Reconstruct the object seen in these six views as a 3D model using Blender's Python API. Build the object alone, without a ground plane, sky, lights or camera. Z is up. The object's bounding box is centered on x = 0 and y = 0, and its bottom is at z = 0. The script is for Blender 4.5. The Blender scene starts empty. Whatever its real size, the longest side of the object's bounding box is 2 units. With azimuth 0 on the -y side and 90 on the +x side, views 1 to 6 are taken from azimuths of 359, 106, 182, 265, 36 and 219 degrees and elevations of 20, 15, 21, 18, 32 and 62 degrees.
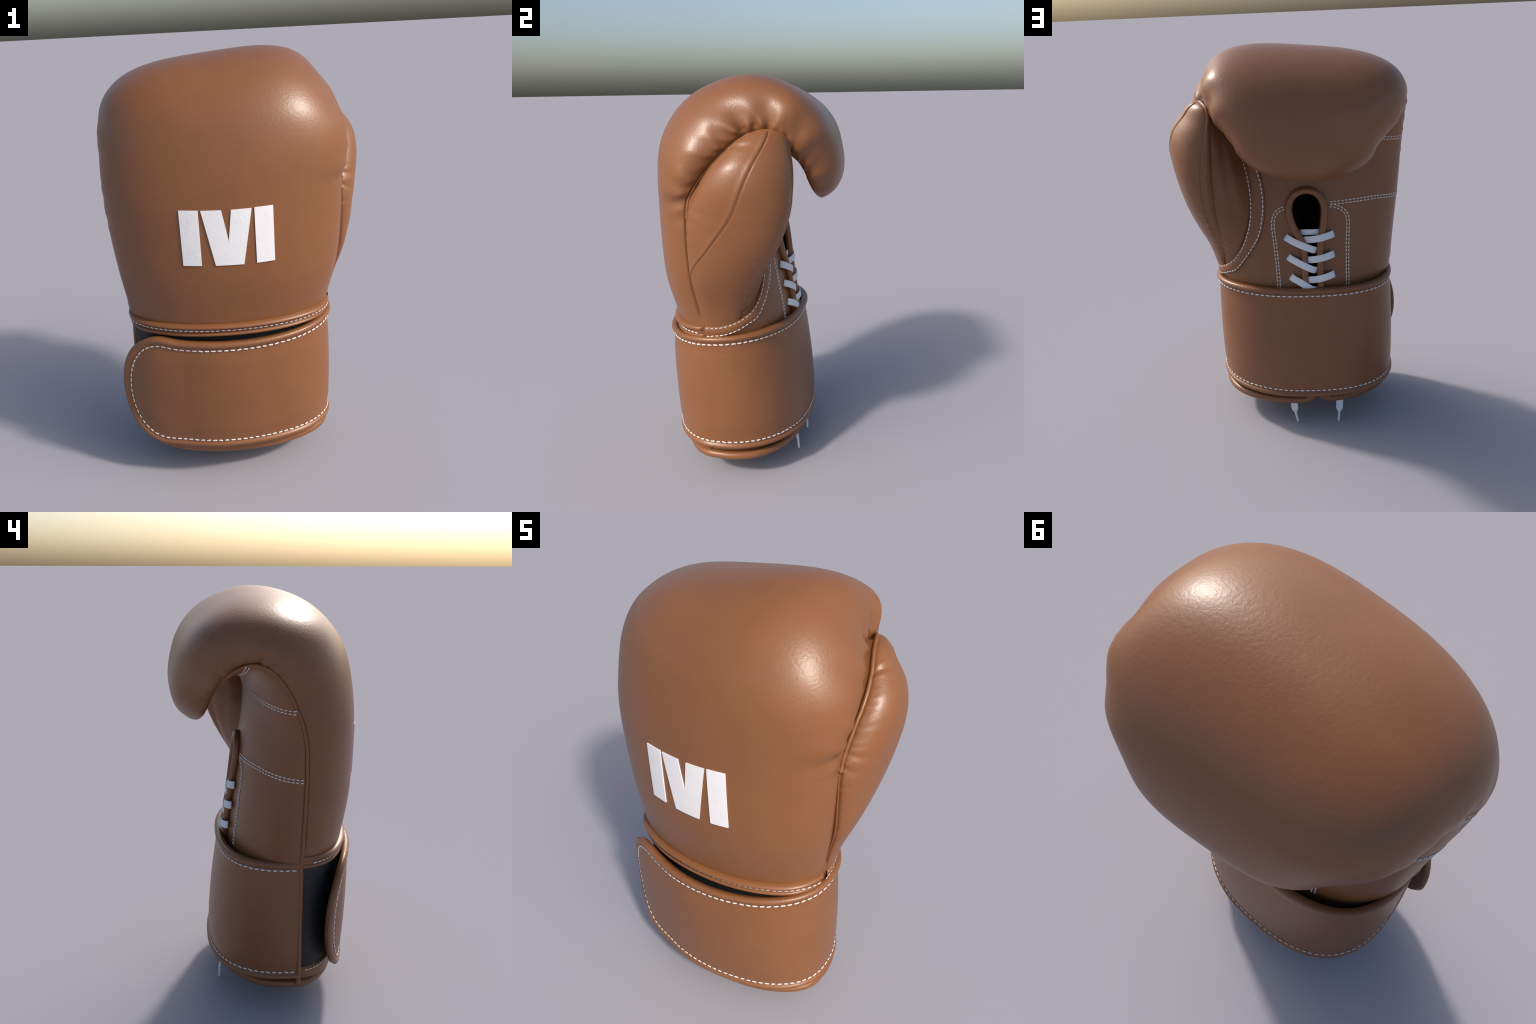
import bpy, bmesh, math
import numpy as np
from mathutils import Vector
from mathutils.bvhtree import BVHTree

rng = np.random.default_rng(7)
pi = math.pi

# ------------------------------------------------------------------ helpers
def hermite(ctrl, t, q):
    """C1 cubic through ctrl (k,d) at parameters t, evaluated at q."""
    ctrl = np.asarray(ctrl, float); t = np.asarray(t, float)
    m = np.zeros_like(ctrl)
    m[1:-1] = (ctrl[2:] - ctrl[:-2]) / (t[2:] - t[:-2])[:, None]
    m[0] = (ctrl[1] - ctrl[0]) / (t[1] - t[0]); m[-1] = (ctrl[-1] - ctrl[-2]) / (t[-1] - t[-2])
    i = np.clip(np.searchsorted(t, q, side='right') - 1, 0, len(t) - 2)
    h = (t[i + 1] - t[i]); u = ((q - t[i]) / h)[:, None]; h = h[:, None]
    return ((2*u**3 - 3*u**2 + 1) * ctrl[i] + (u**3 - 2*u**2 + u) * h * m[i]
            + (-2*u**3 + 3*u**2) * ctrl[i + 1] + (u**3 - u**2) * h * m[i + 1])

def chord(P):
    return np.concatenate([[0], np.cumsum(np.linalg.norm(np.diff(P, axis=0), axis=1))])

def curve(ctrl, n=None, step=None):
    """Smooth open curve through control points, resampled evenly."""
    ctrl = np.asarray(ctrl, float)
    t = np.sqrt(np.maximum(np.linalg.norm(np.diff(ctrl, axis=0), axis=1), 1e-9))
    t = np.concatenate([[0], np.cumsum(t)])
    P = hermite(ctrl, t, np.linspace(0, t[-1], 40 * len(ctrl)))
    return even(P, n, step)

def even(P, n=None, step=None):
    L = chord(P)
    if n is None: n = max(2, int(round(L[-1] / step)) + 1)
    q = np.linspace(0, L[-1], n)
    return np.stack([np.interp(q, L, P[:, k]) for k in range(P.shape[1])], 1)

def smooth_rows(A, sigma):
    if sigma <= 0: return A
    r = int(3 * sigma) + 1
    k = np.exp(-0.5 * (np.arange(-r, r + 1) / sigma) ** 2); k /= k.sum()
    # odd reflection keeps the end points in place
    top = 2 * A[:1] - A[1:r + 1][::-1]; bot = 2 * A[-1:] - A[-r - 1:-1][::-1]
    B = np.concatenate([top, A, bot])
    return sum(k[j] * B[j:j + len(A)] for j in range(2 * r + 1))

def sstep(a, b, x):
    u = np.clip((x - a) / (b - a), 0, 1); return u * u * (3 - 2 * u)

def spow(v, e): return np.sign(v) * np.abs(v) ** e

def grid_normals(P, wrap=False):
    du = np.gradient(P, axis=0)
    if wrap: dv = (np.roll(P, -1, 1) - np.roll(P, 1, 1)) / 2
    else: dv = np.gradient(P, axis=1)
    n = np.cross(du, dv); l = np.linalg.norm(n, axis=-1, keepdims=True)
    return n / np.maximum(l, 1e-12)

def grid_faces(r, c, wrap=False, flip=False):
    i, j = np.meshgrid(np.arange(r - 1), np.arange(c if wrap else c - 1), indexing='ij')
    j2 = (j + 1) % c
    f = np.stack([i * c + j, i * c + j2, (i + 1) * c + j2, (i + 1) * c + j], -1).reshape(-1, 4)
    return f[:, ::-1] if flip else f

ROOT = bpy.data.objects.new("boxing_glove", None)
bpy.context.scene.collection.objects.link(ROOT)
ROOT["label"] = "tan leather lace-up boxing glove standing on its cuff"
ROOT["category"] = "boxing glove"

def make(name, verts, faces, mat, parent=None, smooth=True, stuff=False):
    me = bpy.data.meshes.new(name)
    me.from_pydata(np.asarray(verts, float).reshape(-1, 3).tolist(), [], [list(map(int, f)) for f in faces])
    me.validate(); me.update()
    if smooth: me.polygons.foreach_set("use_smooth", [True] * len(me.polygons))
    me.materials.append(mat)
    ob = bpy.data.objects.new(name, me)
    bpy.context.scene.collection.objects.link(ob)
    ob.parent = parent or ROOT
    if stuff: ob["kind"] = "stuff"
    return ob

def frames(P, up=None):
    T = np.gradient(P, axis=0); T /= np.linalg.norm(T, axis=1, keepdims=True)
    if up is None:
        N = np.zeros_like(P); v = np.array([0.13, 0.9, 0.2])
        for i in range(len(P)):
            v = v - T[i] * (v @ T[i]); v = v / np.linalg.norm(v); N[i] = v
    else:
        N = np.asarray(up) - T * np.sum(np.asarray(up) * T, 1, keepdims=True)
        N /= np.linalg.norm(N, axis=1, keepdims=True)
    return T, N, np.cross(T, N)

def tube_mesh(P, r, k=14, caps=True):
    r = np.broadcast_to(np.asarray(r, float), (len(P),)).copy()
    P = np.asarray(P, float)
    T, N, B = frames(P)
    if caps:   # hemispherical ends
        b = np.linspace(0, 1, 6)[:-1] * pi / 2
        s = [P[0] - T[0] * r[0] * math.cos(x) for x in b]; e = [P[-1] + T[-1] * r[-1] * math.cos(x) for x in b[::-1]]
        rs = [max(r[0] * math.sin(x), 1e-4) for x in b]; re = [max(r[-1] * math.sin(x), 1e-4) for x in b[::-1]]
        P = np.concatenate([s, P, e]); N = np.concatenate([[N[0]] * 5, N, [N[-1]] * 5]); B = np.concatenate([[B[0]] * 5, B, [B[-1]] * 5])
        r = np.concatenate([rs, r, re])
    a = np.arange(k) * 2 * pi / k
    V = P[:, None] + r[:, None, None] * (N[:, None] * np.cos(a)[None, :, None] + B[:, None] * np.sin(a)[None, :, None])
    n = len(P)
    F = grid_faces(n, k, wrap=True, flip=True).tolist()
    F.append(list(range(k))); F.append(list(range((n - 1) * k, n * k))[::-1])
    return V.reshape(-1, 3), F

def tube(name, P, r, mat, k=14, caps=True, parent=None):
    V, F = tube_mesh(P, r, k, caps)
    return make(name, V, F, mat, parent)

def stitch_row(P, N, pitch=0.026, length=0.019, width=0.0032, lift=0.0012):
    """capsule-like dashes laid along P with surface normals N -> (verts, faces)"""
    L = chord(P); V = []; F = []; base = 0
    n = max(1, int(L[-1] / pitch)); pitch = L[-1] / n
    at = lambda s, A: np.array([np.interp(s, L, A[:, k]) for k in range(3)])
    prof = [(-1.0, 0.35), (-0.86, 0.8), (-0.5, 1.0), (0.5, 1.0), (0.86, 0.8), (1.0, 0.35)]
    for i in range(n):
        c = (i + .5) * pitch + rng.normal(0, 0.0006); l = length * (1 + rng.normal(0, .05)) / 2
        slant = rng.normal(0, 0.0005)
        for a, w in prof:
            s = min(max(c + a * l, 0), L[-1]); p = at(s, P); nn = at(s, N); nn /= np.linalg.norm(nn)
            t = at(min(s + .002, L[-1]), P) - at(max(s - .002, 0), P); t /= np.linalg.norm(t)
            b = np.cross(nn, t); p = p + b * slant * a * 2
            for k in range(8):
                g = k * pi / 4
                V.append(p + nn * (lift + math.sin(g) * width * .62 * w) + b * math.cos(g) * width * w)
        for r in range(5):
            for k in range(8):
                F.append([base + r*8 + k, base + r*8 + (k+1) % 8, base + (r+1)*8 + (k+1) % 8, base + (r+1)*8 + k])
        F.append([base + k for k in range(7, -1, -1)]); F.append([base + 40 + k for k in range(8)])
        base += 48
    return V, F

def stitches(rows, parent, mat, **kw):
    V = []; F = []
    for P, N in rows:
        v, f = stitch_row(np.asarray(P), np.asarray(N), **kw)
        F += [[i + len(V) for i in q] for q in f]; V += list(v)
    return make("stitching", V, F, mat, parent, stuff=True)

# ---------------------------------------------------------------- materials
def new_mat(name):
    m = bpy.data.materials.new(name); m.use_nodes = True
    nt = m.node_tree; b = nt.nodes["Principled BSDF"]
    tc = nt.nodes.new("ShaderNodeTexCoord")
    return m, nt, b, tc

def noise(nt, tc, scale, detail=3, rough=.5, dist=0.0):
    n = nt.nodes.new("ShaderNodeTexNoise"); n.inputs["Scale"].default_value = scale
    n.inputs["Detail"].default_value = detail; n.inputs["Roughness"].default_value = rough
    n.inputs["Distortion"].default_value = dist
    nt.links.new(tc.outputs["Object"], n.inputs["Vector"]); return n

def ramp(nt, fac, stops):
    r = nt.nodes.new("ShaderNodeValToRGB")
    while len(r.color_ramp.elements) < len(stops): r.color_ramp.elements.new(.5)
    for e, (p, c) in zip(r.color_ramp.elements, stops): e.position = p; e.color = (*c, 1)
    nt.links.new(fac, r.inputs["Fac"]); return r

def bump(nt, height, strength, dist, prev=None):
    b = nt.nodes.new("ShaderNodeBump"); b.inputs["Strength"].default_value = strength
    b.inputs["Distance"].default_value = dist; nt.links.new(height, b.inputs["Height"])
    if prev: nt.links.new(prev.outputs["Normal"], b.inputs["Normal"])
    return b

def leather(name, lump=1.0):
    m, nt, b, tc = new_mat(name)
    n1 = noise(nt, tc, 5.0, 4, .55)
    c = ramp(nt, n1.outputs["Fac"], [(.3, (.200, .0770, .0266)), (.7, (.219, .0850, .0295))])
    nt.links.new(c.outputs["Color"], b.inputs["Base Color"])
    n2 = noise(nt, tc, 85, 2, .45, .3)       # soft pebbled lumps
    n3 = noise(nt, tc, 260, 2, .5)          # pores
    b1 = bump(nt, n2.outputs["Fac"], .13 * lump, .005)
    b2 = bump(nt, n3.outputs["Fac"], .12 * lump, .0012, b1)
    nt.links.new(b2.outputs["Normal"], b.inputs["Normal"])
    rr = nt.nodes.new("ShaderNodeMapRange"); nt.links.new(n1.outputs["Fac"], rr.inputs["Value"])
    rr.inputs["To Min"].default_value = .35; rr.inputs["To Max"].default_value = .41
    nt.links.new(rr.outputs["Result"], b.inputs["Roughness"])
    b.inputs["Specular IOR Level"].default_value = .55
    return m

def plain(name, col, rough, bscale=200, bstr=.15, bdist=.001, var=.06):
    m, nt, b, tc = new_mat(name)
    n1 = noise(nt, tc, 14, 3); col = np.array(col)
    c = ramp(nt, n1.outputs["Fac"], [(.3, tuple(col * (1 - var))), (.7, tuple(np.minimum(col * (1 + var), 1)))])
    nt.links.new(c.outputs["Color"], b.inputs["Base Color"]); b.inputs["Roughness"].default_value = rough
    n2 = noise(nt, tc, bscale, 2, .5, .3); bb = bump(nt, n2.outputs["Fac"], bstr, bdist)
    nt.links.new(bb.outputs["Normal"], b.inputs["Normal"])
    return m

LEATHER = leather("tan_leather")
EDGE = leather("tan_leather_edge", .35)
WHITE = plain("white_print", (.80, .79, .80), .5, 75, .20, .004, .02)
THREAD = plain("white_thread", (.70, .67, .645), .7, 400, .2, .0006)
LACE = plain("white_lace", (.70, .72, .75), .75, 300, .2, .0008)
BLACK = plain("black_hook_fabric", (.010, .011, .0125), .6, 130, .5, .003, .2)
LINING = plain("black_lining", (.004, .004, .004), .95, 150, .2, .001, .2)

# ================================================================== BODY
# stations along the curl: left seam, right seam, outer mid line, inner mid line
#   L(x,y,z)   R(x,y,z)   O(y,z)   I(y,z)   squareness left/right   overhang left/right   lean
ST = [
 ((-.505,-.150,.140), (.383,-.130,.140), (-.372,.140), (.215,.140), 2.05, 2.05, .000, .000, 0),
 ((-.515,-.152,.500), (.390,-.130,.500), (-.388,.500), (.200,.500), 2.05, 2.05, .000, .000, 0),
 ((-.530,-.153,.790), (.403,-.133,.800), (-.393,.790), (.178,.810), 2.05, 2.05, .000, .000, 0),
 ((-.540,-.155,.900), (.427,-.152,.910), (-.414,.890), (.161,.910), 2.05, 2.00, .004, .000, 0),
 ((-.553,-.158,1.05), (.457,-.170,1.05), (-.444,1.04), (.140,1.05), 2.10, 2.00, .012, .000, 0),
 ((-.572,-.158,1.25), (.476,-.179,1.24), (-.450,1.25), (.112,1.25), 2.15, 2.00, .014, .000, 0),
 ((-.580,-.146,1.42), (.478,-.174,1.41), (-.446,1.45), (.096,1.39), 2.30, 2.05, .014, .010, .01),
 ((-.581,-.100,1.54), (.473,-.140,1.50), (-.428,1.60), (.086,1.49), 2.40, 2.25, .014, .044, .03),
 ((-.579,-.050,1.63), (.458,-.065,1.60), (-.382,1.76), (.088,1.545), 2.50, 2.60, .018, .060, .075),
 ((-.573,.000,1.680), (.433,.020,1.685), (-.264,1.902), (.102,1.585), 2.80, 2.75, .022, .046, .115),
 ((-.560,.045,1.705), (.405,.085,1.735), (-.093,1.975), (.126,1.610), 3.05, 2.90, .024, .022, .125),
 ((-.543,.085,1.705), (.386,.130,1.748), (.065,1.985), (.140,1.620), 3.50, 3.40, .028, .008, .105),
 ((-.529,.125,1.690), (.374,.180,1.737), (.200,1.945), (.156,1.622), 4.20, 4.00, .030, .010, .05),
 ((-.504,.169,1.660), (.358,.227,1.710), (.313,1.872), (.186,1.612), 4.70, 4.30, .038, .016, .01),
 ((-.455,.215,1.600), (.310,.276,1.650), (.395,1.767), (.230,1.580), 4.40, 4.20, .040, .024, -.01),
 ((-.390,.245,1.540), (.228,.308,1.575), (.435,1.640), (.270,1.535), 3.60, 3.80, .024, .024, -.01),
]
rows = []
for L, R, O, I, nl, nr, ol, orr, tl in ST:
    xc = .5 * (L[0] + R[0])
    rows.append([*L, *R, xc, *O, xc, *I, nl, nr, ol, orr, tl])
rows = np.array(rows)
last = rows[-1]; Mid = .25 * (last[0:3] + last[3:6] + last[6:9] + last[9:12]); TIP = np.array([-.085, .352, 1.403])
extra = []
for bdeg in (20, 38, 54, 67, 77, 84, 88, 89.8):
    b = math.radians(bdeg); M = Mid + (TIP - Mid) * math.sin(b); r = last.copy()
    sg_ = math.sin(b)
    for k in range(0, 12, 3):
        e_ = 2.0 if k < 6 else 2.5
        r[k:k+3] = M + (last[k:k+3] - Mid) * max(1 - sg_ ** e_, 1e-5) ** (1 / e_)
    extra.append(r)
rows = np.vstack([rows, extra])
tpar = chord(np.concatenate([rows[:, 6:9] * .7, rows[:, 0:3] * .35, rows[:, 3:6] * .35], 1))
NS = 720
q = np.linspace(0, tpar[-1], NS)
G = hermite(rows, tpar, q)
w_end = sstep(tpar[-1] - .02, tpar[-1] - .16, q)[:, None]
Gs = smooth_rows(G, 11.0); G = Gs * w_end + G * (1 - w_end)
sIdx = np.interp(q, tpar, np.arange(len(tpar)))          # station number of each row
# how far the seam tucks under the finger pad, up to its closing point at the tip
S_TIP = np.searchsorted(sIdx, 19.0)
sR = sIdx[:, None]
delta = np.radians(2) * sstep(9, 11, sIdx) + np.radians(24) * sstep(11.5, 15.5, sIdx)
rem = np.clip((sIdx - 15.0) / (sIdx[S_TIP] - 15.0), 0, 1)
delta = delta + (pi / 2 - np.radians(26)) * (1 - np.sqrt(np.maximum(1 - rem ** 2.2, 0)))
delta = np.minimum(delta, pi / 2)

def section(a, rowsel):
    g = G[rowsel]
    L, R, O, I = g[:, None, 0:3], g[:, None, 3:6], g[:, None, 6:9], g[:, None, 9:12]
    C = .5 * (L + R); A = .5 * (R - L)
    c, s = np.cos(a), np.sin(a)
    out = s >= 0
    n = np.where(c > 0, g[:, None, 13], g[:, None, 12]); ov = np.where(c > 0, g[:, None, 15], g[:, None, 14])
    sx = sIdx[rowsel][:, None]
    ni = 2.30 - .64 * sstep(3.9, 6.6, sx)
    e = np.where(out, 2 / n, 2 / ni)
    X = spow(c, e); Y = np.abs(s) ** e
    half = np.linalg.norm(A, axis=-1)
    X = X * (1 + np.where(out, ov * (Y / .30) * np.exp(1 - Y / .30) / np.maximum(half, .05), 0) * (np.abs(X) > 0))
    Y = Y * np.where(out, 1 + g[:, None, 16] * X, 1)
    V = np.where(out[..., None], O - C, I - C)
    return C + A * X[..., None] + V * Y[..., None]

NO, NI = 400, 240
allrows = np.arange(NS)
u = np.linspace(0, 1, NO + 1)
aO = -delta[:, None] + (pi + 2 * delta[:, None]) * u[None]
padP = section(aO, allrows)
# palm: rows up to the tip
prow = np.arange(S_TIP + 1)
ui = np.linspace(0, 1, NI + 1)
aI = (pi + delta[prow, None]) + (pi - 2 * delta[prow, None]) * ui[None]
palmP = section(aI, prow)

# ---- pad relief
padN = grid_normals(padP)
cen = G[:, None, 0:3] * .25 + G[:, None, 3:6] * .25 + G[:, None, 6:9] * .25 + G[:, None, 9:12] * .25
if np.mean(np.sum(padN * (padP - cen), -1)) < 0: padN = -padN
seg = np.linalg.norm(np.diff(padP, axis=1), axis=-1)
arc = np.concatenate([np.zeros((NS, 1)), np.cumsum(seg, 1)], 1)
dR = arc; dL = arc[:, -1:] - arc
disp = np.zeros(padP.shape[:2])
seamR = chord(padP[:, 0]); seamL = chord(padP[:, -1])
def at_station(seam, st): return np.interp(st, sIdx, seam)
def gathers(seam, d, spec, lo=.30, wd=.035):
    out = np.zeros_like(d)
    for st0, st1, pitch, depth, length, wid in spec:
        l = at_station(seam, st0); l1 = at_station(seam, st1)
        while l < l1:
            w = wid * (1 + .3 * rng.normal()); Ln = length * np.exp(.35 * rng.normal()); D = depth * np.exp(.4 * rng.normal())
            tilt = rng.normal(0, .12)
            x = (seam[:, None] - l - tilt * d) / (abs(w) + .003 + .16 * d)
            out += D * (-np.exp(-x * x) + .50 * sstep(.01, .05, d) * np.exp(-((np.abs(x) - 1.7) / .9) ** 2)) * np.exp(-(d / Ln) ** 1.3) * (lo + (1 - lo) * sstep(.0, wd, d))
            l += pitch * (1 + .35 * rng.normal() * .8)
    return out
disp += gathers(seamR, dR, [(6.4, 8.6, .080, .008, .17, .020), (8.6, 10.2, .044, .013, .20, .0105)], .08, .060)
disp += gathers(seamR, dR, [(10.2, 12.4, .038, .014, .20, .0085)])
disp += gathers(seamR, dR, [(12.4, 15.5, .045, .008, .12, .009)], .10, .05)
disp += gathers(seamL, dL, [(5.2, 8.4, .085, .005, .07, .010), (8.4, 10.6, .060, .011, .11, .009), (10, 15.6, .036, .006, .05, .007)])
# plump roll beside the seam, then the pinch of the seam itself
edge = np.minimum(dR, dL)
on = sstep(2.6, 3.0, sR)
disp += on * (-.010 * np.exp(-(edge / .010) ** 2))
# bottom of the hand pad rolls in over the cuff binding
zb = padP[..., 2]
back = sIdx[:, None] < 4
disp += np.where(back, -.030 * np.exp(-((zb - .80) / .035) ** 2) * 0 + .0, 0)
# slow, soft unevenness of the stuffing
def lowfreq(P, f, seed):
    r = np.random.default_rng(seed); o = np.zeros(P.shape[:2])
    for k in range(9):
        v = r.normal(size=3); v *= f / np.linalg.norm(v) * r.uniform(.6, 1.3)
        o += np.sin(P @ v + r.uniform(0, 6.28))
    return o / 9
disp += .0035 * lowfreq(padP, 14, 3) * sstep(3, 4, sR)
# two dents at the thumb side below the knuckle
for cz, dep, wdt in ((1.45, .008, .034), (1.375, .004, .030)):
    disp += -dep * np.exp(-((padP[..., 2] - cz - .15 * (padP[..., 0] - .47)) / wdt) ** 2) * np.exp(-(dR / .17) ** 2) * (sR < 9)
fade = np.clip((tpar[-1] - q) / .05, 0, 1)[:, None]
padP = padP + padN * (disp * fade)[..., None]

# ---- palm relief: lacing slot and hole pushed inwards
palmN = grid_normals(palmP)
cenp = cen[prow]
if np.mean(np.sum((palmN * (palmP - cenp))[:300], -1)) < 0: palmN = -palmN
HOLE = [(-.1015,.10),(-.1015,.80),(-.1015,1.00),(-.099,1.03),(-.0925,1.08),(-.081,1.14),(-.0775,1.20),(-.077,1.25),(-.076,1.300)]
hz = np.array([p[1] for p in HOLE]); hx = np.array([p[0] for p in HOLE])
hw = np.array([.034,.034,.034,.040,.057,.076,.085,.074,.010])
wz = palmP[..., 2]
ctr = np.interp(wz, hz, hx); wid = np.interp(wz, hz, hw, right=-1)
front = (np.linspace(0, 1, NI + 1)[None] > .2) & (np.linspace(0, 1, NI + 1)[None] < .8) & (sIdx[prow][:, None] < 6.3)
inside = wid - np.abs(palmP[..., 0] - ctr)
hole = np.where(front & (wid > 0), sstep(.000, .009, inside), 0)
palmD = -.30 * hole
dLp = np.cumsum(np.concatenate([np.zeros((len(prow), 1)), np.linalg.norm(np.diff(palmP, axis=1), axis=-1)], 1), 1)
dRp = dLp[:, -1:] - dLp
palmD += sstep(2.6, 3, sIdx[prow])[:, None] * -.008 * np.exp(-(np.minimum(dLp, dRp) / .012) ** 2)
palmD += .003 * lowfreq(palmP, 13, 5)
palmClean = palmP.copy()
palmP = palmP + palmN * palmD[..., None]
palmP[:, 0] = padP[prow, -1]; palmP[:, -1] = padP[prow, 0]

# split the pad: hand padding above the cuff binding, cuff shell below it
r_cuff = np.searchsorted(sIdx, 1.965)
pad = make("padded_back", padP[r_cuff:].reshape(-1, 3), grid_faces(NS - r_cuff, NO + 1), LEATHER)
shell = make("cuff_back_panel", padP[:r_cuff + 1].reshape(-1, 3), grid_faces(r_cuff + 1, NO + 1), BLACK)
# palm panel and the black lining in the lacing gap
fi = grid_faces(len(prow), NI + 1)
hf = hole.reshape(-1)[fi].max(1) > .02
palmV = palmP.reshape(-1, 3)
make_idx = lambda f: np.unique(f, return_inverse=True)
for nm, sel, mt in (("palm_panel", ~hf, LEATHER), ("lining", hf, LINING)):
    f = fi[sel]; uq, inv = np.unique(f, return_inverse=True)
    make(nm, palmV[uq], inv.reshape(-1, 4), mt)
def fix_normals(ob):
    bm = bmesh.new(); bm.from_mesh(ob.data); bmesh.ops.recalc_face_normals(bm, faces=bm.faces); bm.to_mesh(ob.data); bm.free()

def bvh(P):
    r, c = P.shape[:2]
    return BVHTree.FromPolygons(P.reshape(-1, 3).tolist(), grid_faces(r, c).tolist())
BV_PAD = bvh(padP)
BV_PALM = bvh(palmClean)
def ray(bv, p, d):
    h = bv.ray_cast(Vector(p), Vector(d))
    return (np.array(h[0]), np.array(h[1])) if h[0] else (None, None)
INSIDE = np.array([-.05, -.12, 1.0])
def snap(bv, P, outward=None):
    Q = []; N = []
    for p in P:
        l, n, _, _ = bv.find_nearest(Vector(p)); n = np.array(n); l = np.array(l)
        o = (l - np.array([-.05, -.12, l[2]])) if outward is None else np.asarray(outward)
        if n @ o < 0: n = -n
        Q.append(l); N.append(n)
    return np.array(Q), np.array(N)
def lay_front(pts, step=.006, sm=0):
    """control points (x,z) seen from the palm side, laid on the palm surface"""
    P = curve([(x, 0, z) for x, z in pts], step=step)
    Q = []; N = []
    for p in P:
        h, n = ray(BV_PALM, (p[0], .6, p[2]), (0, -1, 0))
        if h is None:
            h, nn = snap(BV_PALM, [(p[0], .1, p[2])]); h, n = h[0], nn[0]
        if n[1] < 0: n = -n
        Q.append(h); N.append(n)
    return np.array(Q), np.array(N)

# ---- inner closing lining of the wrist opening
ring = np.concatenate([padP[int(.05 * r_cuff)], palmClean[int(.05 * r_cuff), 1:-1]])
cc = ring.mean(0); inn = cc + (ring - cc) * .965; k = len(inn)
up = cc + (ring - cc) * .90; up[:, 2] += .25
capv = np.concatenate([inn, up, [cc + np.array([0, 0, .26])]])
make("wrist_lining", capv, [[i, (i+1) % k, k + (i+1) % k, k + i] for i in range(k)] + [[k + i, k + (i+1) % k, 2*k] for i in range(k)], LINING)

# ---- seam piping
Ls = smooth_rows(padP[:S_TIP + 1, -1], 5); Rs = smooth_rows(padP[:S_TIP + 1, 0], 5)
i0 = np.searchsorted(sIdx, .08)
outL = padN[:S_TIP + 1, -1]; outR = padN[:S_TIP + 1, 0]
i9 = np.searchsorted(sIdx, 5.8)
pipeR = smooth_rows(even(Rs[r_cuff:i9 + 4] + outR[r_cuff:i9 + 4] * -.004, step=.008), 2)
tube("seam_piping", pipeR, .006, EDGE)

# ================================================================== CUFF BACK
def loop_back(z, x, off=0):
    h, n = ray(BV_PAD, (x, -.9, z), (0, 1, 0)); return h, n
def back_row(z, off=0.0, n=150):
    """row across the back of the cuff from the left seam to the right seam"""
    r = int(np.argmin(np.abs(padP[:r_cuff + 40, NO // 2, 2] - z)))
    P = even(padP[r, ::-1], n); N = np.stack([np.interp(np.linspace(0, 1, n), np.linspace(0, 1, NO + 1), padN[r, ::-1, k]) for k in range(3)], 1)
    P = P.copy(); P[:, 2] += z - P[:, 2].mean() * 0 - P[:, 2]
    return P + N * off, N
def band(name, z0, z1, prof, mat, parent=None):
    R = []; m = len(prof)
    for (f, o) in prof:
        P0, N0 = back_row(z0 + (z1 - z0) * f, 0.0); ix = np.arange(len(P0)); tp = np.minimum(.45 + .55 * sstep(0, 24, ix), sstep(len(P0) - 1, len(P0) - 4, ix) * (.5 + .5 * sstep(len(P0) - 1, len(P0) - 24, ix)))
        R.append((P0 + N0 * ((o + .004) * tp - .004)[:, None])[:-1])
    R = np.array(R)
    ob = make(name, R.reshape(-1, 3), grid_faces(m, R.shape[1], flip=True), mat, parent); return ob
rollp = lambda c, w, h: [(c + w * math.cos(t), h * math.sin(t)) for t in np.linspace(pi, 0, 11)]
prof = [(0, -.004)] + [(f, .006 + o) for f, o in rollp(.16, .16, .013)] + [(.36, .008), (.5, .010), (.62, .008)] + [(f, .006 + o) for f, o in rollp(.82, .18, .018)] + [(1.0, -.01)]
bnd = band("cuff_binding", .778, .838, prof, EDGE)
stitches([[a[6:-4] for a in back_row(.778 + .06 * .5, .011)]], bnd, THREAD, pitch=.024, length=.0175)
bnd2 = band("cuff_binding", .150, .236, [(0, .006), (.3, .008), (.8, .008), (.95, .006), (1, -.004)], EDGE)
stitches([[a[4:-4] for a in back_row(.222, .009)]], bnd2, THREAD, pitch=.022, length=.016)
# rolled bottom hem with the gap at the lacing
r0 = int(.06 * r_cuff)
hem_loop = np.concatenate([padP[r0], palmClean[r0, 1:-1]])
j = int(np.argmin(np.abs(hem_loop[NO:, 0] + .108) + (hem_loop[NO:, 1] < 0) * 9)) + NO
hem = np.roll(hem_loop, -j, 0); hem = even(np.vstack([hem, hem[:1]]), step=.008)
hem = hem[3:-3].copy(); hem[:, 2] = .149
c0 = np.array([hem[:, 0].mean(), hem[:, 1].mean()]); hd = hem[:, :2] - c0
hem[:, :2] += .017 * sstep(-.2, .1, hem[:, 1])[:, None] * hd / np.linalg.norm(hd, axis=1, keepdims=True)
hem[:, 1] += .016 * sstep(-.1, -.3, hem[:, 1])
lift = sstep(.05, 0, chord(hem)) + sstep(chord(hem)[-1] - .05, chord(hem)[-1], chord(hem))
hem[:, 2] += .02 * lift
tube("cuff_hem", hem, .021, EDGE, k=18)

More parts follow.
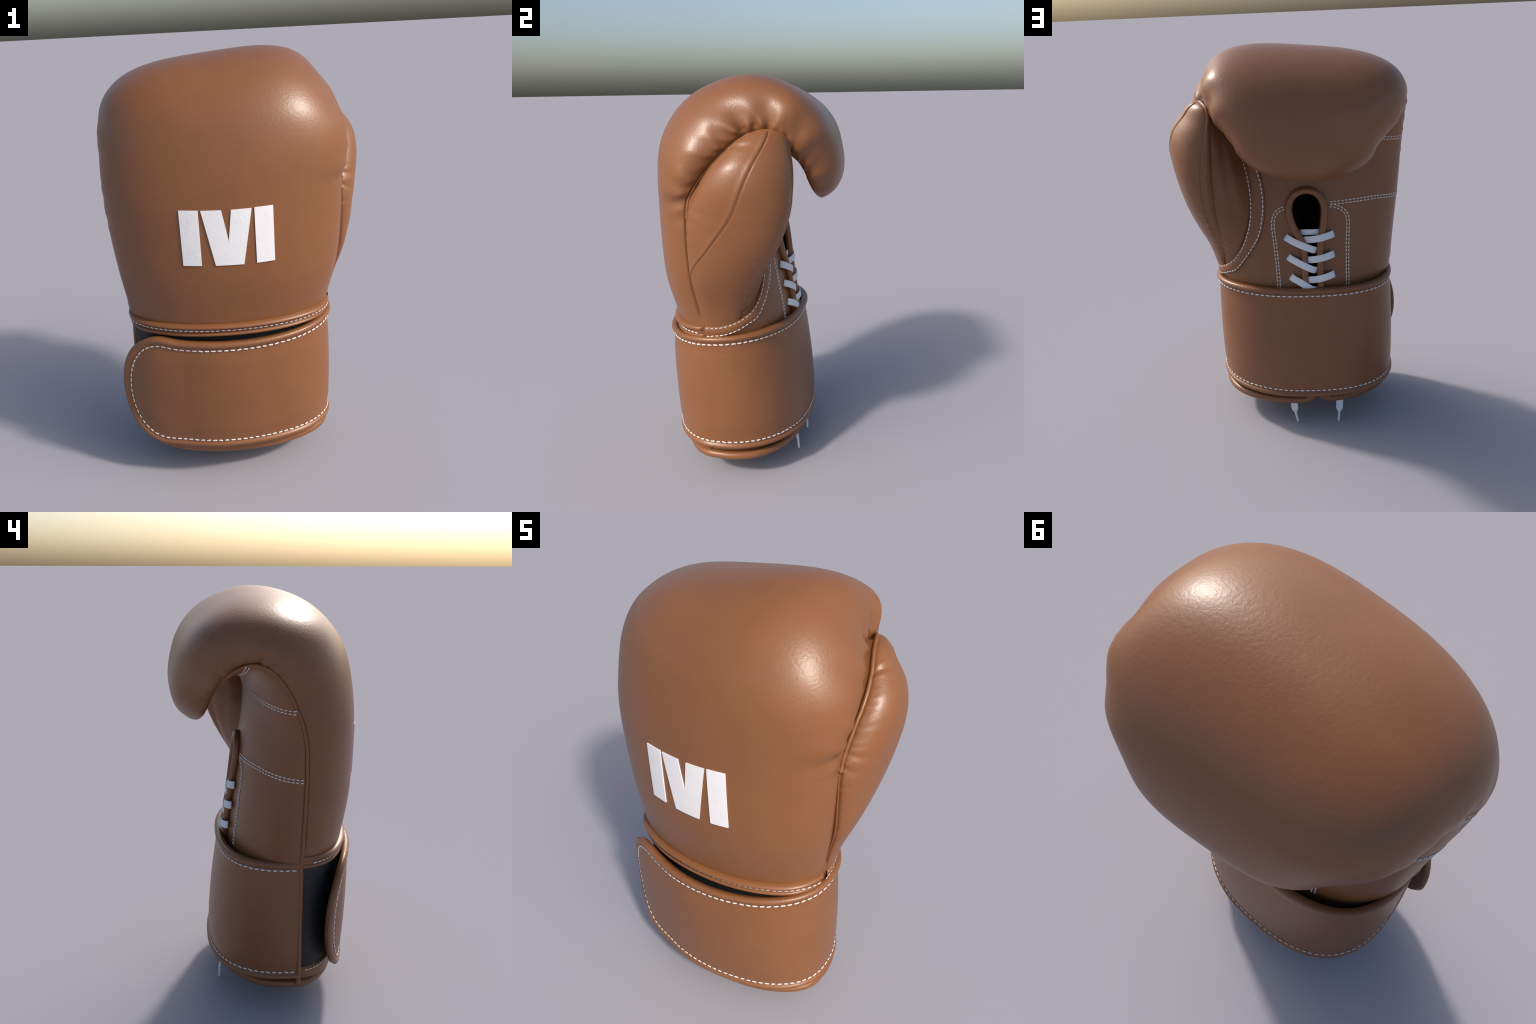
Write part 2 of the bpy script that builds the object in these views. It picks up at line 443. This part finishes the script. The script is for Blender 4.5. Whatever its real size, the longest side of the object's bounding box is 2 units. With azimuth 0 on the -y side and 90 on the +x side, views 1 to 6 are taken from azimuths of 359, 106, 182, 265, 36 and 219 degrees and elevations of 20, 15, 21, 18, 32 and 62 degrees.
# ================================================================== WRIST STRAP
def plan(al, z, extra):
    """strap centre surface: egg-shaped loop, angle al measured from -x through +y (front)"""
    f = np.clip((z - .2) / .6, 0, 1)
    yf = .262 + .010 * np.sin(pi * np.clip(f * 1.1, 0, 1)) - .064 * f       # front extent
    yb = -.393 - .024 * f - .012 * np.sin(pi * f)                          # back extent
    xl = -.525 + .015 * f - .006 * np.sin(pi * f); xr = .396 + .008 * np.sin(pi * f) + .000 * f
    cx, cy = .5 * (xl + xr), -.12
    e = np.where(np.sin(al) > 0, np.where(np.cos(al) > 0, 2 / 2.62, 2 / 2.2), 2 / 2.08)
    X = cx - .5 * (xr - xl) * spow(np.cos(al), e)
    s = np.sin(al); Y = cy + np.where(s > 0, yf - cy, cy - yb) * spow(s, e)
    P = np.stack([X, Y, z + 0 * X], -1)
    nx, ny = -np.cos(al) / .47, s / .34
    nn = np.stack([nx, ny, 0 * nx], -1); nn /= np.linalg.norm(nn, axis=-1, keepdims=True)
    return P + nn * extra[..., None], nn
# even spacing along the loop at mid height
AL = np.linspace(-.075, 2 * pi - .075, 4000)
Pm, _ = plan(AL, .5 + 0 * AL, 0 * AL)
Lm = chord(Pm)
END = Lm[int(np.argmin(np.hypot(Pm[:, 0] + .497, Pm[:, 1] + .225) + (AL < pi) * 9))]
def strap_lift(p): return .004 + .012 * sstep(END - .75, END - .35, p) + .074 * np.clip((p - END + .30) / .30, 0, 1) ** 1.6
Z0, Z1 = .196, .806
NPs, NQ = 620, 110
p = np.concatenate([np.linspace(0, END - .2, 420), END - .2 + .2 * np.sin(np.linspace(0, pi / 2, 201))[1:]])
qv = np.concatenate([-np.cos(np.linspace(0, pi, NQ))])
top_drop = lambda p: -.042 * sstep(1.0, 1.9, p) + .032 * sstep(END - .30, END - .05, p)
rE = .20
tt = np.clip((p - (END - rE)) / rE, 0, 1)
hh = (1 - tt ** 2.15) ** (1 / 2.15)
zmid = .5 * (Z0 + Z1) - .01 * tt
qv = np.linspace(-1, 1, NQ); qv = np.sign(qv) * np.abs(qv) ** .75
H = .5 * (Z1 - Z0)
zz = zmid[:, None] + (H * hh)[:, None] * qv[None] + (.5 * (qv[None] + 1)) * top_drop(p)[:, None]
pp = np.broadcast_to(p[:, None], zz.shape)
# distance to the outline in the unrolled sheet
outl = np.concatenate([np.stack([p, zz[:, 0]], 1), np.stack([p, zz[:, -1]], 1)[::-1]])
outl = even(outl, step=.004)
flat = np.stack([pp, zz], -1).reshape(-1, 2)
dist = np.empty(len(flat))
for s in range(0, len(flat), 4000):
    dd = flat[s:s+4000, None] - outl[None]; dist[s:s+4000] = np.sqrt((dd ** 2).sum(-1).min(1))
dist = dist.reshape(zz.shape)
RW = .030
prof_roll = .006 + .017 * np.sqrt(np.clip(1 - ((dist - RW / 2) / (RW / 2)) ** 2, 0, 1))
flatp = .012 + .004 * sstep(.035, .12, dist)
fth = np.where(dist < RW, np.maximum(prof_roll, flatp * sstep(.02, .036, dist)), flatp)
lift = strap_lift(p)
flare = .010 * sstep(.70, .80, zz) * sstep(.1, .4, pp) * sstep(END - .3, END - .6, pp)
al = np.interp(pp, Lm, AL)
SF, SN = plan(al, zz, lift[:, None] + fth + flare)
SB, _ = plan(al, zz, lift[:, None] - .010 + flare)
r_, c_ = zz.shape
Vs = np.concatenate([SF.reshape(-1, 3), SB.reshape(-1, 3)])
F1 = grid_faces(r_, c_); F2 = grid_faces(r_, c_, flip=True) + r_ * c_
Fs = F1.tolist() + F2.tolist(); o = r_ * c_
for i in range(r_ - 1):
    a, b = i * c_, (i + 1) * c_
    Fs.append([a, b, b + o, a + o]); a += c_ - 1; b += c_ - 1; Fs.append([b, a, a + o, b + o])
for jx in range(c_ - 1): Fs.append([jx + 1, jx, jx + o, jx + 1 + o]); 
e0 = (r_ - 1) * c_
for jx in range(c_ - 1): Fs.append([e0 + jx, e0 + jx + 1, e0 + jx + 1 + o, e0 + jx + o])
strap = make("wrist_strap", Vs, Fs, LEATHER); fix_normals(strap)
# piping up the left seam: over the strap's sewn end, round the whole pad edge, down to the thumb
zc = np.linspace(.168, .800, 40)
cuff_line = plan(np.full(40, AL[0] - .010), zc, np.full(40, .0125))[0]
up_i = np.searchsorted(sIdx, 2.55)
pipeL = np.concatenate([cuff_line, Ls[up_i:] + outL[up_i:] * .003, Rs[i9:][::-1][2:]])
pipeL = smooth_rows(even(pipeL, step=.006), 4)
rad = .0095 + .003 * sstep(.95, .75, pipeL[:, 2]) * (pipeL[:, 0] < 0)
tube("seam_piping", pipeL, rad, EDGE)
# strap stitching runs parallel to the outline
SD = .039
def strap_pt(pv, zv, off=.0):
    pv = np.asarray(pv, float); zv = np.asarray(zv, float)
    a = np.interp(pv, Lm, AL); lf = strap_lift(pv)
    fl = .010 * sstep(.70, .80, zv) * sstep(.1, .4, pv) * sstep(END - .3, END - .6, pv)
    return plan(a, zv, lf + .0135 + fl + off)
pin = np.concatenate([np.linspace(.012, END - rE, 300), END - rE + (rE - SD) * np.sin(np.linspace(0, pi / 2, 80))])
ti = np.clip((pin - (END - rE)) / (rE - SD), 0, 1); hi = np.maximum(1 - ti ** 2.15, 0) ** (1 / 2.15)
zlo = .5 * (Z0 + Z1) - .01 * ti - (H - SD) * hi; zhi = .5 * (Z0 + Z1) - .01 * ti + (H - SD) * hi + top_drop(pin)
path = np.concatenate([np.stack([pin, zlo], 1), np.stack([pin, zhi], 1)[::-1][1:]])
path = even(path, step=.005)
Pst, Nst = strap_pt(path[:, 0], path[:, 1])
stitches([(Pst, Nst)], strap, THREAD, pitch=.029, length=.0205, width=.0037)

# ================================================================== THUMB
#   rear edge, front edge, outer peak, inner peak
TH = [
 ((.397,-.130,.800), (.355,.010,.815), (.400,-.055,.800), (.340,-.060,.80)),
 ((.432,-.154,.950), (.370,.052,.950), (.446,-.045,.960), (.340,-.040,.95)),
 ((.470,-.172,1.08), (.390,.138,1.090), (.498,.000,1.095), (.345,.000,1.08)),
 ((.478,-.180,1.24), (.411,.228,1.245), (.542,.048,1.245), (.355,.040,1.24)),
 ((.477,-.170,1.40), (.412,.282,1.400), (.574,.080,1.400), (.365,.080,1.40)),
 ((.486,-.107,1.53), (.396,.292,1.525), (.583,.110,1.530), (.375,.110,1.53)),
 ((.488,-.040,1.62), (.376,.286,1.615), (.556,.138,1.625), (.385,.140,1.62)),
 ((.463,.045,1.700), (.362,.268,1.690), (.492,.165,1.700), (.390,.165,1.70)),
]
tr = np.array([np.concatenate(t) for t in TH])
lastt = tr[-1]; Mt = .25 * (lastt[0:3] + lastt[3:6] + lastt[6:9] + lastt[9:12]); TT = np.array([.405, .185, 1.758])
ex = []
for bdeg in (22, 42, 58, 72, 83, 89.5):
    b = math.radians(bdeg); M = Mt + (TT - Mt) * math.sin(b)
    ex.append(np.concatenate([M + (lastt[k:k+3] - Mt) * math.cos(b) for k in (0, 3, 6, 9)]))
tr = np.vstack([tr, ex]); tt_ = chord(tr / 2)
NT = 260; qt = np.linspace(0, tt_[-1], NT)
TG = hermite(tr, tt_, qt)
we = sstep(tt_[-1] - .02, tt_[-1] - .10, qt)[:, None]
TG = smooth_rows(TG, 6) * we + TG * (1 - we)
NA = 120
aa = np.linspace(0, pi, NA + 1)
rear, frontc, outp, innp = (TG[:, None, k:k+3] for k in (0, 3, 6, 9))
midt = .5 * (rear + frontc); hv = .5 * (rear - frontc)
XO = spow(np.cos(aa), 2 / 2.05)[None, :, None]; YO = (np.abs(np.sin(aa)) ** (2 / 2.05))[None, :, None]
tO = midt + hv * XO + (outp - midt) * YO
tN = grid_normals(tO)
if np.mean(np.sum(tN * (tO - midt), -1)) < 0: tN = -tN
sg = np.concatenate([np.zeros((NT, 1)), np.cumsum(np.linalg.norm(np.diff(tO, axis=1), axis=-1), 1)], 1)
dre, dfr = sg, sg[:, -1:] - sg
# seam that crosses the outer face from the lower rear corner to the tip
seam_u = np.interp(tt_[-1] - qt, [0, tt_[-1] - tt_[7], tt_[-1] - tt_[6], tt_[-1] - tt_[4], tt_[-1] - tt_[3], tt_[-1] - tt_[2]], [.55, .53, .51, .49, .30, .0])
seam_u = smooth_rows(seam_u[:, None], 10)[:, 0]
dseam = sg - seam_u[:, None] * sg[:, -1:]
live = sstep(tt_[2] - .02, tt_[2] + .05, qt)[:, None]
td = live * (-.0045 * np.exp(-(dseam / .0040) ** 2) + .0028 * np.exp(-((dseam + .014) / .013) ** 2))
td += -.006 * np.exp(-(np.minimum(dre, dfr) / .010) ** 2)
seam_t = chord(TG[:, 0:3]); seam_f = chord(TG[:, 3:6])
def thumb_gathers(seam, d, l0, l1, pitch, depth, length, wid):
    out = np.zeros_like(d); l = l0
    while l < l1:
        w = wid * (1 + .3 * rng.normal()); Ln = length * np.exp(.4 * rng.normal()); D = depth * np.exp(.4 * rng.normal())
        x = (seam[:, None] - l - rng.normal(0, .2) * d) / (abs(w) + .003 + .1 * d)
        out += D * (-np.exp(-x * x) + .5 * np.exp(-((np.abs(x) - 1.6) / .9) ** 2)) * np.exp(-(d / Ln) ** 1.4); l += pitch * (1 + .4 * rng.normal() * .7)
    return out
td += thumb_gathers(seam_t, dre, .52, .98, .035, .0022, .045, .006)
td += thumb_gathers(seam_f, dfr, .10, .80, .05, .0018, .05, .009)
td += .0022 * lowfreq(tO, 17, 11)
tf = np.clip((tt_[-1] - qt) / .04, 0, 1)[:, None]
tO = tO + tN * (td * tf)[..., None]
XI = spow(np.cos(aa), 2 / 2.0)[None, :, None]; YI = (np.abs(np.sin(aa)))[None, :, None]
tI = midt + hv * XI + (innp - midt) * YI
tI[:, 0] = tO[:, 0]; tI[:, -1] = tO[:, -1]
thumb = make("thumb", tO.reshape(-1, 3), grid_faces(NT, NA + 1), LEATHER); 
thumb_in = make("thumb_inner_panel", tI.reshape(-1, 3), grid_faces(NT, NA + 1, flip=True), LEATHER)
k0 = np.searchsorted(qt, tt_[1] - .02); k1 = np.searchsorted(qt, tt_[4] - .03)
pf = tO[k0:, -1]; pr = tO[k1:, 0]
pipe = smooth_rows(even(np.concatenate([pf[:-3], pr[::-1][3:]]), step=.006), 2)
tube("seam_piping", pipe, .0085, EDGE, parent=thumb)

# soft leather gusset closing the slot between the hand's side seam and the thumb's rear edge
g0, g1 = np.searchsorted(sIdx, 5.75), np.searchsorted(sIdx, 11.4)
hand_edge = even(Rs[g0:g1], 110)
thumb_edge = even(tO[np.searchsorted(qt, tt_[4] - .05):NT - 4, 0], 110)
gw = np.linspace(0, 1, 16)
gus = hand_edge[:, None] * (1 - gw)[None, :, None] + thumb_edge[:, None] * gw[None, :, None]
gus = gus + (.016 * np.sin(pi * gw))[None, :, None] * np.array([-.75, .45, -.45])
make("thumb_gusset", gus.reshape(-1, 3), grid_faces(110, 16), LEATHER)

# band around the thumb opening on the palm
b_in = [(.405,-.133,.845), (.400,-.05,.852), (.372,.045,.882), (.325,.10,.930), (.273,.12,1.002), (.233,.12,1.108), (.223,.12,1.212), (.239,.12,1.332), (.283,.12,1.465), (.33,.10,1.56)]
b_out = [(.405,-.133,.785), (.402,-.02,.800), (.366,.10,.846), (.316,.12,.866), (.243,.12,.938), (.165,.12,1.053), (.136,.12,1.175), (.137,.12,1.278), (.167,.12,1.395), (.241,.12,1.504), (.30,.11,1.58)]
nb = 170
Bi, Bo = curve(b_in, nb), curve(b_out, nb)
cols = []; M_ = 22
fr = np.concatenate([[0, .004, .02, .05, .09], np.linspace(.13, .87, 12), [.91, .95, .98, .996, 1.0]])
hprof = np.interp(fr, [0, .004, .02, .05, .09, .13, .22, .5, .78, .87, .91, .95, .98, .996, 1], [-.006, .008, .0125, .0155, .0155, .0130, .0155, .017, .0145, .0115, .0130, .0125, .0100, .006, -.006])
BP = np.zeros((nb, M_, 3)); BN = np.zeros((nb, M_, 3))
for m_ in range(M_):
    Q, N = snap(BV_PALM, Bi * (1 - fr[m_]) + Bo * fr[m_])
    BP[:, m_] = Q; BN[:, m_] = N
BPd = smooth_rows(BP, 2) + BN * (hprof - .002)[None, :, None]
tb = make("thumb_band", BPd.reshape(-1, 3), grid_faces(nb, M_), EDGE); fix_normals(tb)
rows_ = []
for f_ in (.13, .87):
    m_ = int(np.argmin(np.abs(fr - f_))); rows_.append((even(BPd[:, m_], step=.006), snap(BV_PALM, even(BPd[:, m_], step=.006))[1])) 
stitches(rows_, tb, THREAD, pitch=.022, length=.016, width=.0030)

# web of leather from the thumb's front edge to the band
kF = np.searchsorted(qt, tt_[1] - .03); 
Fr = even(tO[kF:int(NT * .93), -1], 120)
Bw = even(BP[int(nb * .22):, 5] - BN[int(nb * .22):, 5] * .010, 120)
wv = np.linspace(0, 1, 40)
web = Fr[:, None] * (1 - wv)[None, :, None] + Bw[:, None] * wv[None, :, None]
prog = np.linspace(0, 1, 120)
sag = (.000 - .016 * np.sin(pi * np.clip(prog, 0, 1)))[:, None] * np.sin(pi * wv)[None] ** .8
sagdir = np.array([.35, -.9, .0])
wr = .0022 * np.sin(wv[None] * 19 + prog[:, None] * 7) * np.sin(pi * wv)[None] * sstep(.2, .7, prog)[:, None]
web = web + (sag + wr)[..., None] * sagdir
make("thumb_web", web.reshape(-1, 3), grid_faces(120, 40, flip=True), LEATHER)
# small tab that ties the thumb tip to the hand
tab = curve([(.42, .185, 1.735), (.385, .19, 1.728), (.345, .20, 1.722), (.31, .205, 1.718)], 16)
def ribbon(name, P, up, width, thick, mat, parent=None):
    T, N, B = frames(np.asarray(P), up)
    sec = [(math.copysign(abs(math.cos(t)) ** .35, math.cos(t)), math.copysign(abs(math.sin(t)) ** .6, math.sin(t))) for t in np.linspace(0, 2 * pi, 24, endpoint=False)]
    w = np.broadcast_to(np.asarray(width, float), (len(P),))
    V = np.array([[P[i] + B[i] * a * w[i] / 2 + N[i] * b * thick / 2 for a, b in sec] for i in range(len(P))])
    n, k = V.shape[:2]
    F = grid_faces(n, k, wrap=True).tolist() + [list(range(k))[::-1], list(range((n-1)*k, n*k))]
    ob = make(name, V.reshape(-1, 3), F, mat, parent); fix_normals(ob); return ob
ribbon("thumb_tab", tab, np.tile([.1, -.5, .8], (16, 1)), .05, .008, EDGE)

# ================================================================== PALM STITCHES, LACING
palm_ob = bpy.data.objects["palm_panel"]
def double(pts, gap=.0135, step=.006):
    P, N = lay_front(pts, step); T = np.gradient(P, axis=0); T /= np.linalg.norm(T, axis=1, keepdims=True)
    B = np.cross(N, T)
    return [(P + B * gap / 2, N), (P - B * gap / 2, N)]
rows_ = []
rows_ += double([(.033,1.211),(.068,1.193),(.088,1.165),(.095,1.121),(.090,1.06),(.084,.996),(.076,.868),(.073,.765)])
rows_ += double([(-.193,1.216),(-.235,1.205),(-.270,1.180),(-.286,1.144),(-.285,1.06),(-.283,.985),(-.282,.79)])
def offset_pair(P, N, gap=.0135):
    T = np.gradient(P, axis=0); T /= np.linalg.norm(T, axis=1, keepdims=True)
    B = np.cross(N, T); return [(P + B * gap / 2, N), (P - B * gap / 2, N)]
def level_double(zs, u0, u1, top=9.0):
    """double row across the palm at given heights, from the left seam (u=0) inwards"""
    rr = np.searchsorted(sIdx, top); js = np.arange(int(u0 * NI), int(u1 * NI)); out = []
    for jn, j_ in enumerate(js):
        z = np.interp(jn / (len(js) - 1), np.linspace(0, 1, len(zs)), zs); c = palmClean[:rr, j_]
        out.append([np.interp(z, np.maximum.accumulate(c[:, 2]), c[:, k]) for k in range(3)])
    P = smooth_rows(even(np.array(out), step=.006), 3); P, N = snap(BV_PALM, P)
    return offset_pair(P, N)
def cross_double(st, u0, u1):
    r = np.searchsorted(sIdx, st); P = even(palmClean[r, int(u0 * NI):int(u1 * NI)], step=.005)
    _, N = snap(BV_PALM, P, outward=np.array([-.3, .1, -.9])); return offset_pair(P, N)
uj = int(np.argmin(np.abs(palmClean[np.searchsorted(sIdx, 4.8), :NI // 2, 0] + .19))) / NI
rows_ += level_double([1.207, 1.212, 1.222, 1.232, 1.230, 1.226], .012, uj)
rows_ += level_double([1.512, 1.514, 1.525, 1.545], .012, .30)
rows_ += cross_double(11.1, .01, .34)
stitches(rows_, palm_ob, THREAD, pitch=.0195, length=.0145, width=.0028)

PL = [(-.062,.70),(-.062,.90),(-.062,1.00),(-.052,1.035),(-.030,1.075),(-.005,1.125),(.010,1.175),(.012,1.215),(.000,1.258),(-.033,1.290),(-.077,1.300),(-.120,1.290),(-.152,1.258),(-.167,1.212),(-.164,1.155),(-.155,1.09),(-.144,1.03),(-.141,.97),(-.141,.90),(-.141,.70)]
P, N = lay_front(PL, .006)
P = smooth_rows(P + N * .012, 4)
tube("lacing_roll", P, .0185, EDGE, k=18)

def lace(pts, width=.036, up=(0, 1, .1)):
    P = curve(pts, 28); return ribbon("lace", P, np.tile(up, (28, 1)), width, .007, LACE)
def py(z): return np.interp(z, [.7, .85, 1.0, 1.1, 1.25], [.187, .170, .144, .130, .118])
for k_ in range(3):
    z = 1.066 - .1035 * k_; y = py(z)
    xl = .022 - .011 * k_
    # right to left strand below
    lace([(-.212, y + .002, z + .009), (-.200, y + .016, z + .007), (-.165, y + .031, z + .000), (-.135, y + .034, z - .006), (-.100, y + .027, z - .013), (-.06, y + .010, z - .020)])
    # left to right strand on top
    lace([(xl + .010, y + .002, z - .002), (xl, y + .016, z - .007), (xl - .04, y + .033, z - .026), (-.085, y + .040, z - .055), (-.112, y + .032, z - .068), (-.125, y + .016, z - .074)])
lace([(-.165, py(1.08) - .005, 1.082), (-.125, py(1.08) + .006, 1.085), (-.085, py(1.08) + .006, 1.085), (-.045, py(1.08) - .005, 1.082)], .03)
# loose lace ends with tapered tips below the cuff
for x, xt in ((.022, .000), (-.234, -.226)):
    L_ = ribbon("lace", curve([(x, .175, .36), (x, .195, .24), (x, .212, .15), (x - (x - xt) * .35, .222, .085), (x - (x - xt) * .5, .225, .062)], 30), np.tile((0, 1, 0), (30, 1)),
                np.interp(np.linspace(0, 1, 30), [0, .93, 1], [.037, .037, .016]), .007, LACE)
    tube("lace_tip", curve([(x - (x - xt) * .5, .225, .066), (x - (x - xt) * .6, .225, .05), (xt, .2275, .0065)], 20),
         np.interp(np.linspace(0, 1, 20), [0, .3, 1], [.0066, .0066, .0060]), LACE, k=12, parent=L_)

# ================================================================== WHITE LETTERS
LET = [[(-.236,1.379),(-.156,1.377),(-.157,1.135),(-.235,1.136)],
       [(-.145,1.376),(-.060,1.375),(-.036,1.240),(-.019,1.375),(.066,1.377),(.023,1.134),(-.097,1.134)],
       [(.077,1.379),(.155,1.381),(.154,1.138),(.077,1.135)]]
def letter(poly):
    bm = bmesh.new()
    bm.faces.new([bm.verts.new((x, 0, z)) for x, z in poly])
    for ax, lo, hi in ((0, -.3, .25), (2, 1.1, 1.42)):
        for c in np.arange(lo, hi, .012):
            no = (1, 0, 0) if ax == 0 else (0, 0, 1); co = [0, 0, 0]; co[ax] = c
            bmesh.ops.bisect_plane(bm, geom=bm.verts[:] + bm.edges[:] + bm.faces[:], plane_co=co, plane_no=no)
    bmesh.ops.triangulate(bm, faces=bm.faces[:])
    top = [None] * len(bm.verts); bm.verts.index_update()
    for v in bm.verts:
        h, n = ray(BV_PAD, (v.co.x, -1.2, v.co.z), (0, 1, 0))
        if n[1] > 0: n = -n
        top[v.index] = (h, n)
    base = len(bm.verts)
    V = [h + n * .0045 for h, n in top] + [h - n * .004 for h, n in top]
    F = [[v.index for v in f.verts] for f in bm.faces]
    F2 = [[i + base for i in f[::-1]] for f in F]
    side = [[e.verts[0].index, e.verts[1].index, e.verts[1].index + base, e.verts[0].index + base] for e in bm.edges if len(e.link_faces) == 1]
    bm.free()
    ob = make("letter", V, F + F2 + side, WHITE, pad, smooth=False); fix_normals(ob)
    return ob
for l in LET: letter(l)

for ob in list(bpy.data.objects):
    if ob.type == 'MESH' and ob.name.split('.')[0] in ("padded_back", "cuff_back_panel", "palm_panel", "lining", "thumb", "thumb_inner_panel", "thumb_web", "seam_piping", "cuff_hem", "lacing_roll", "cuff_binding"):
        fix_normals(ob)
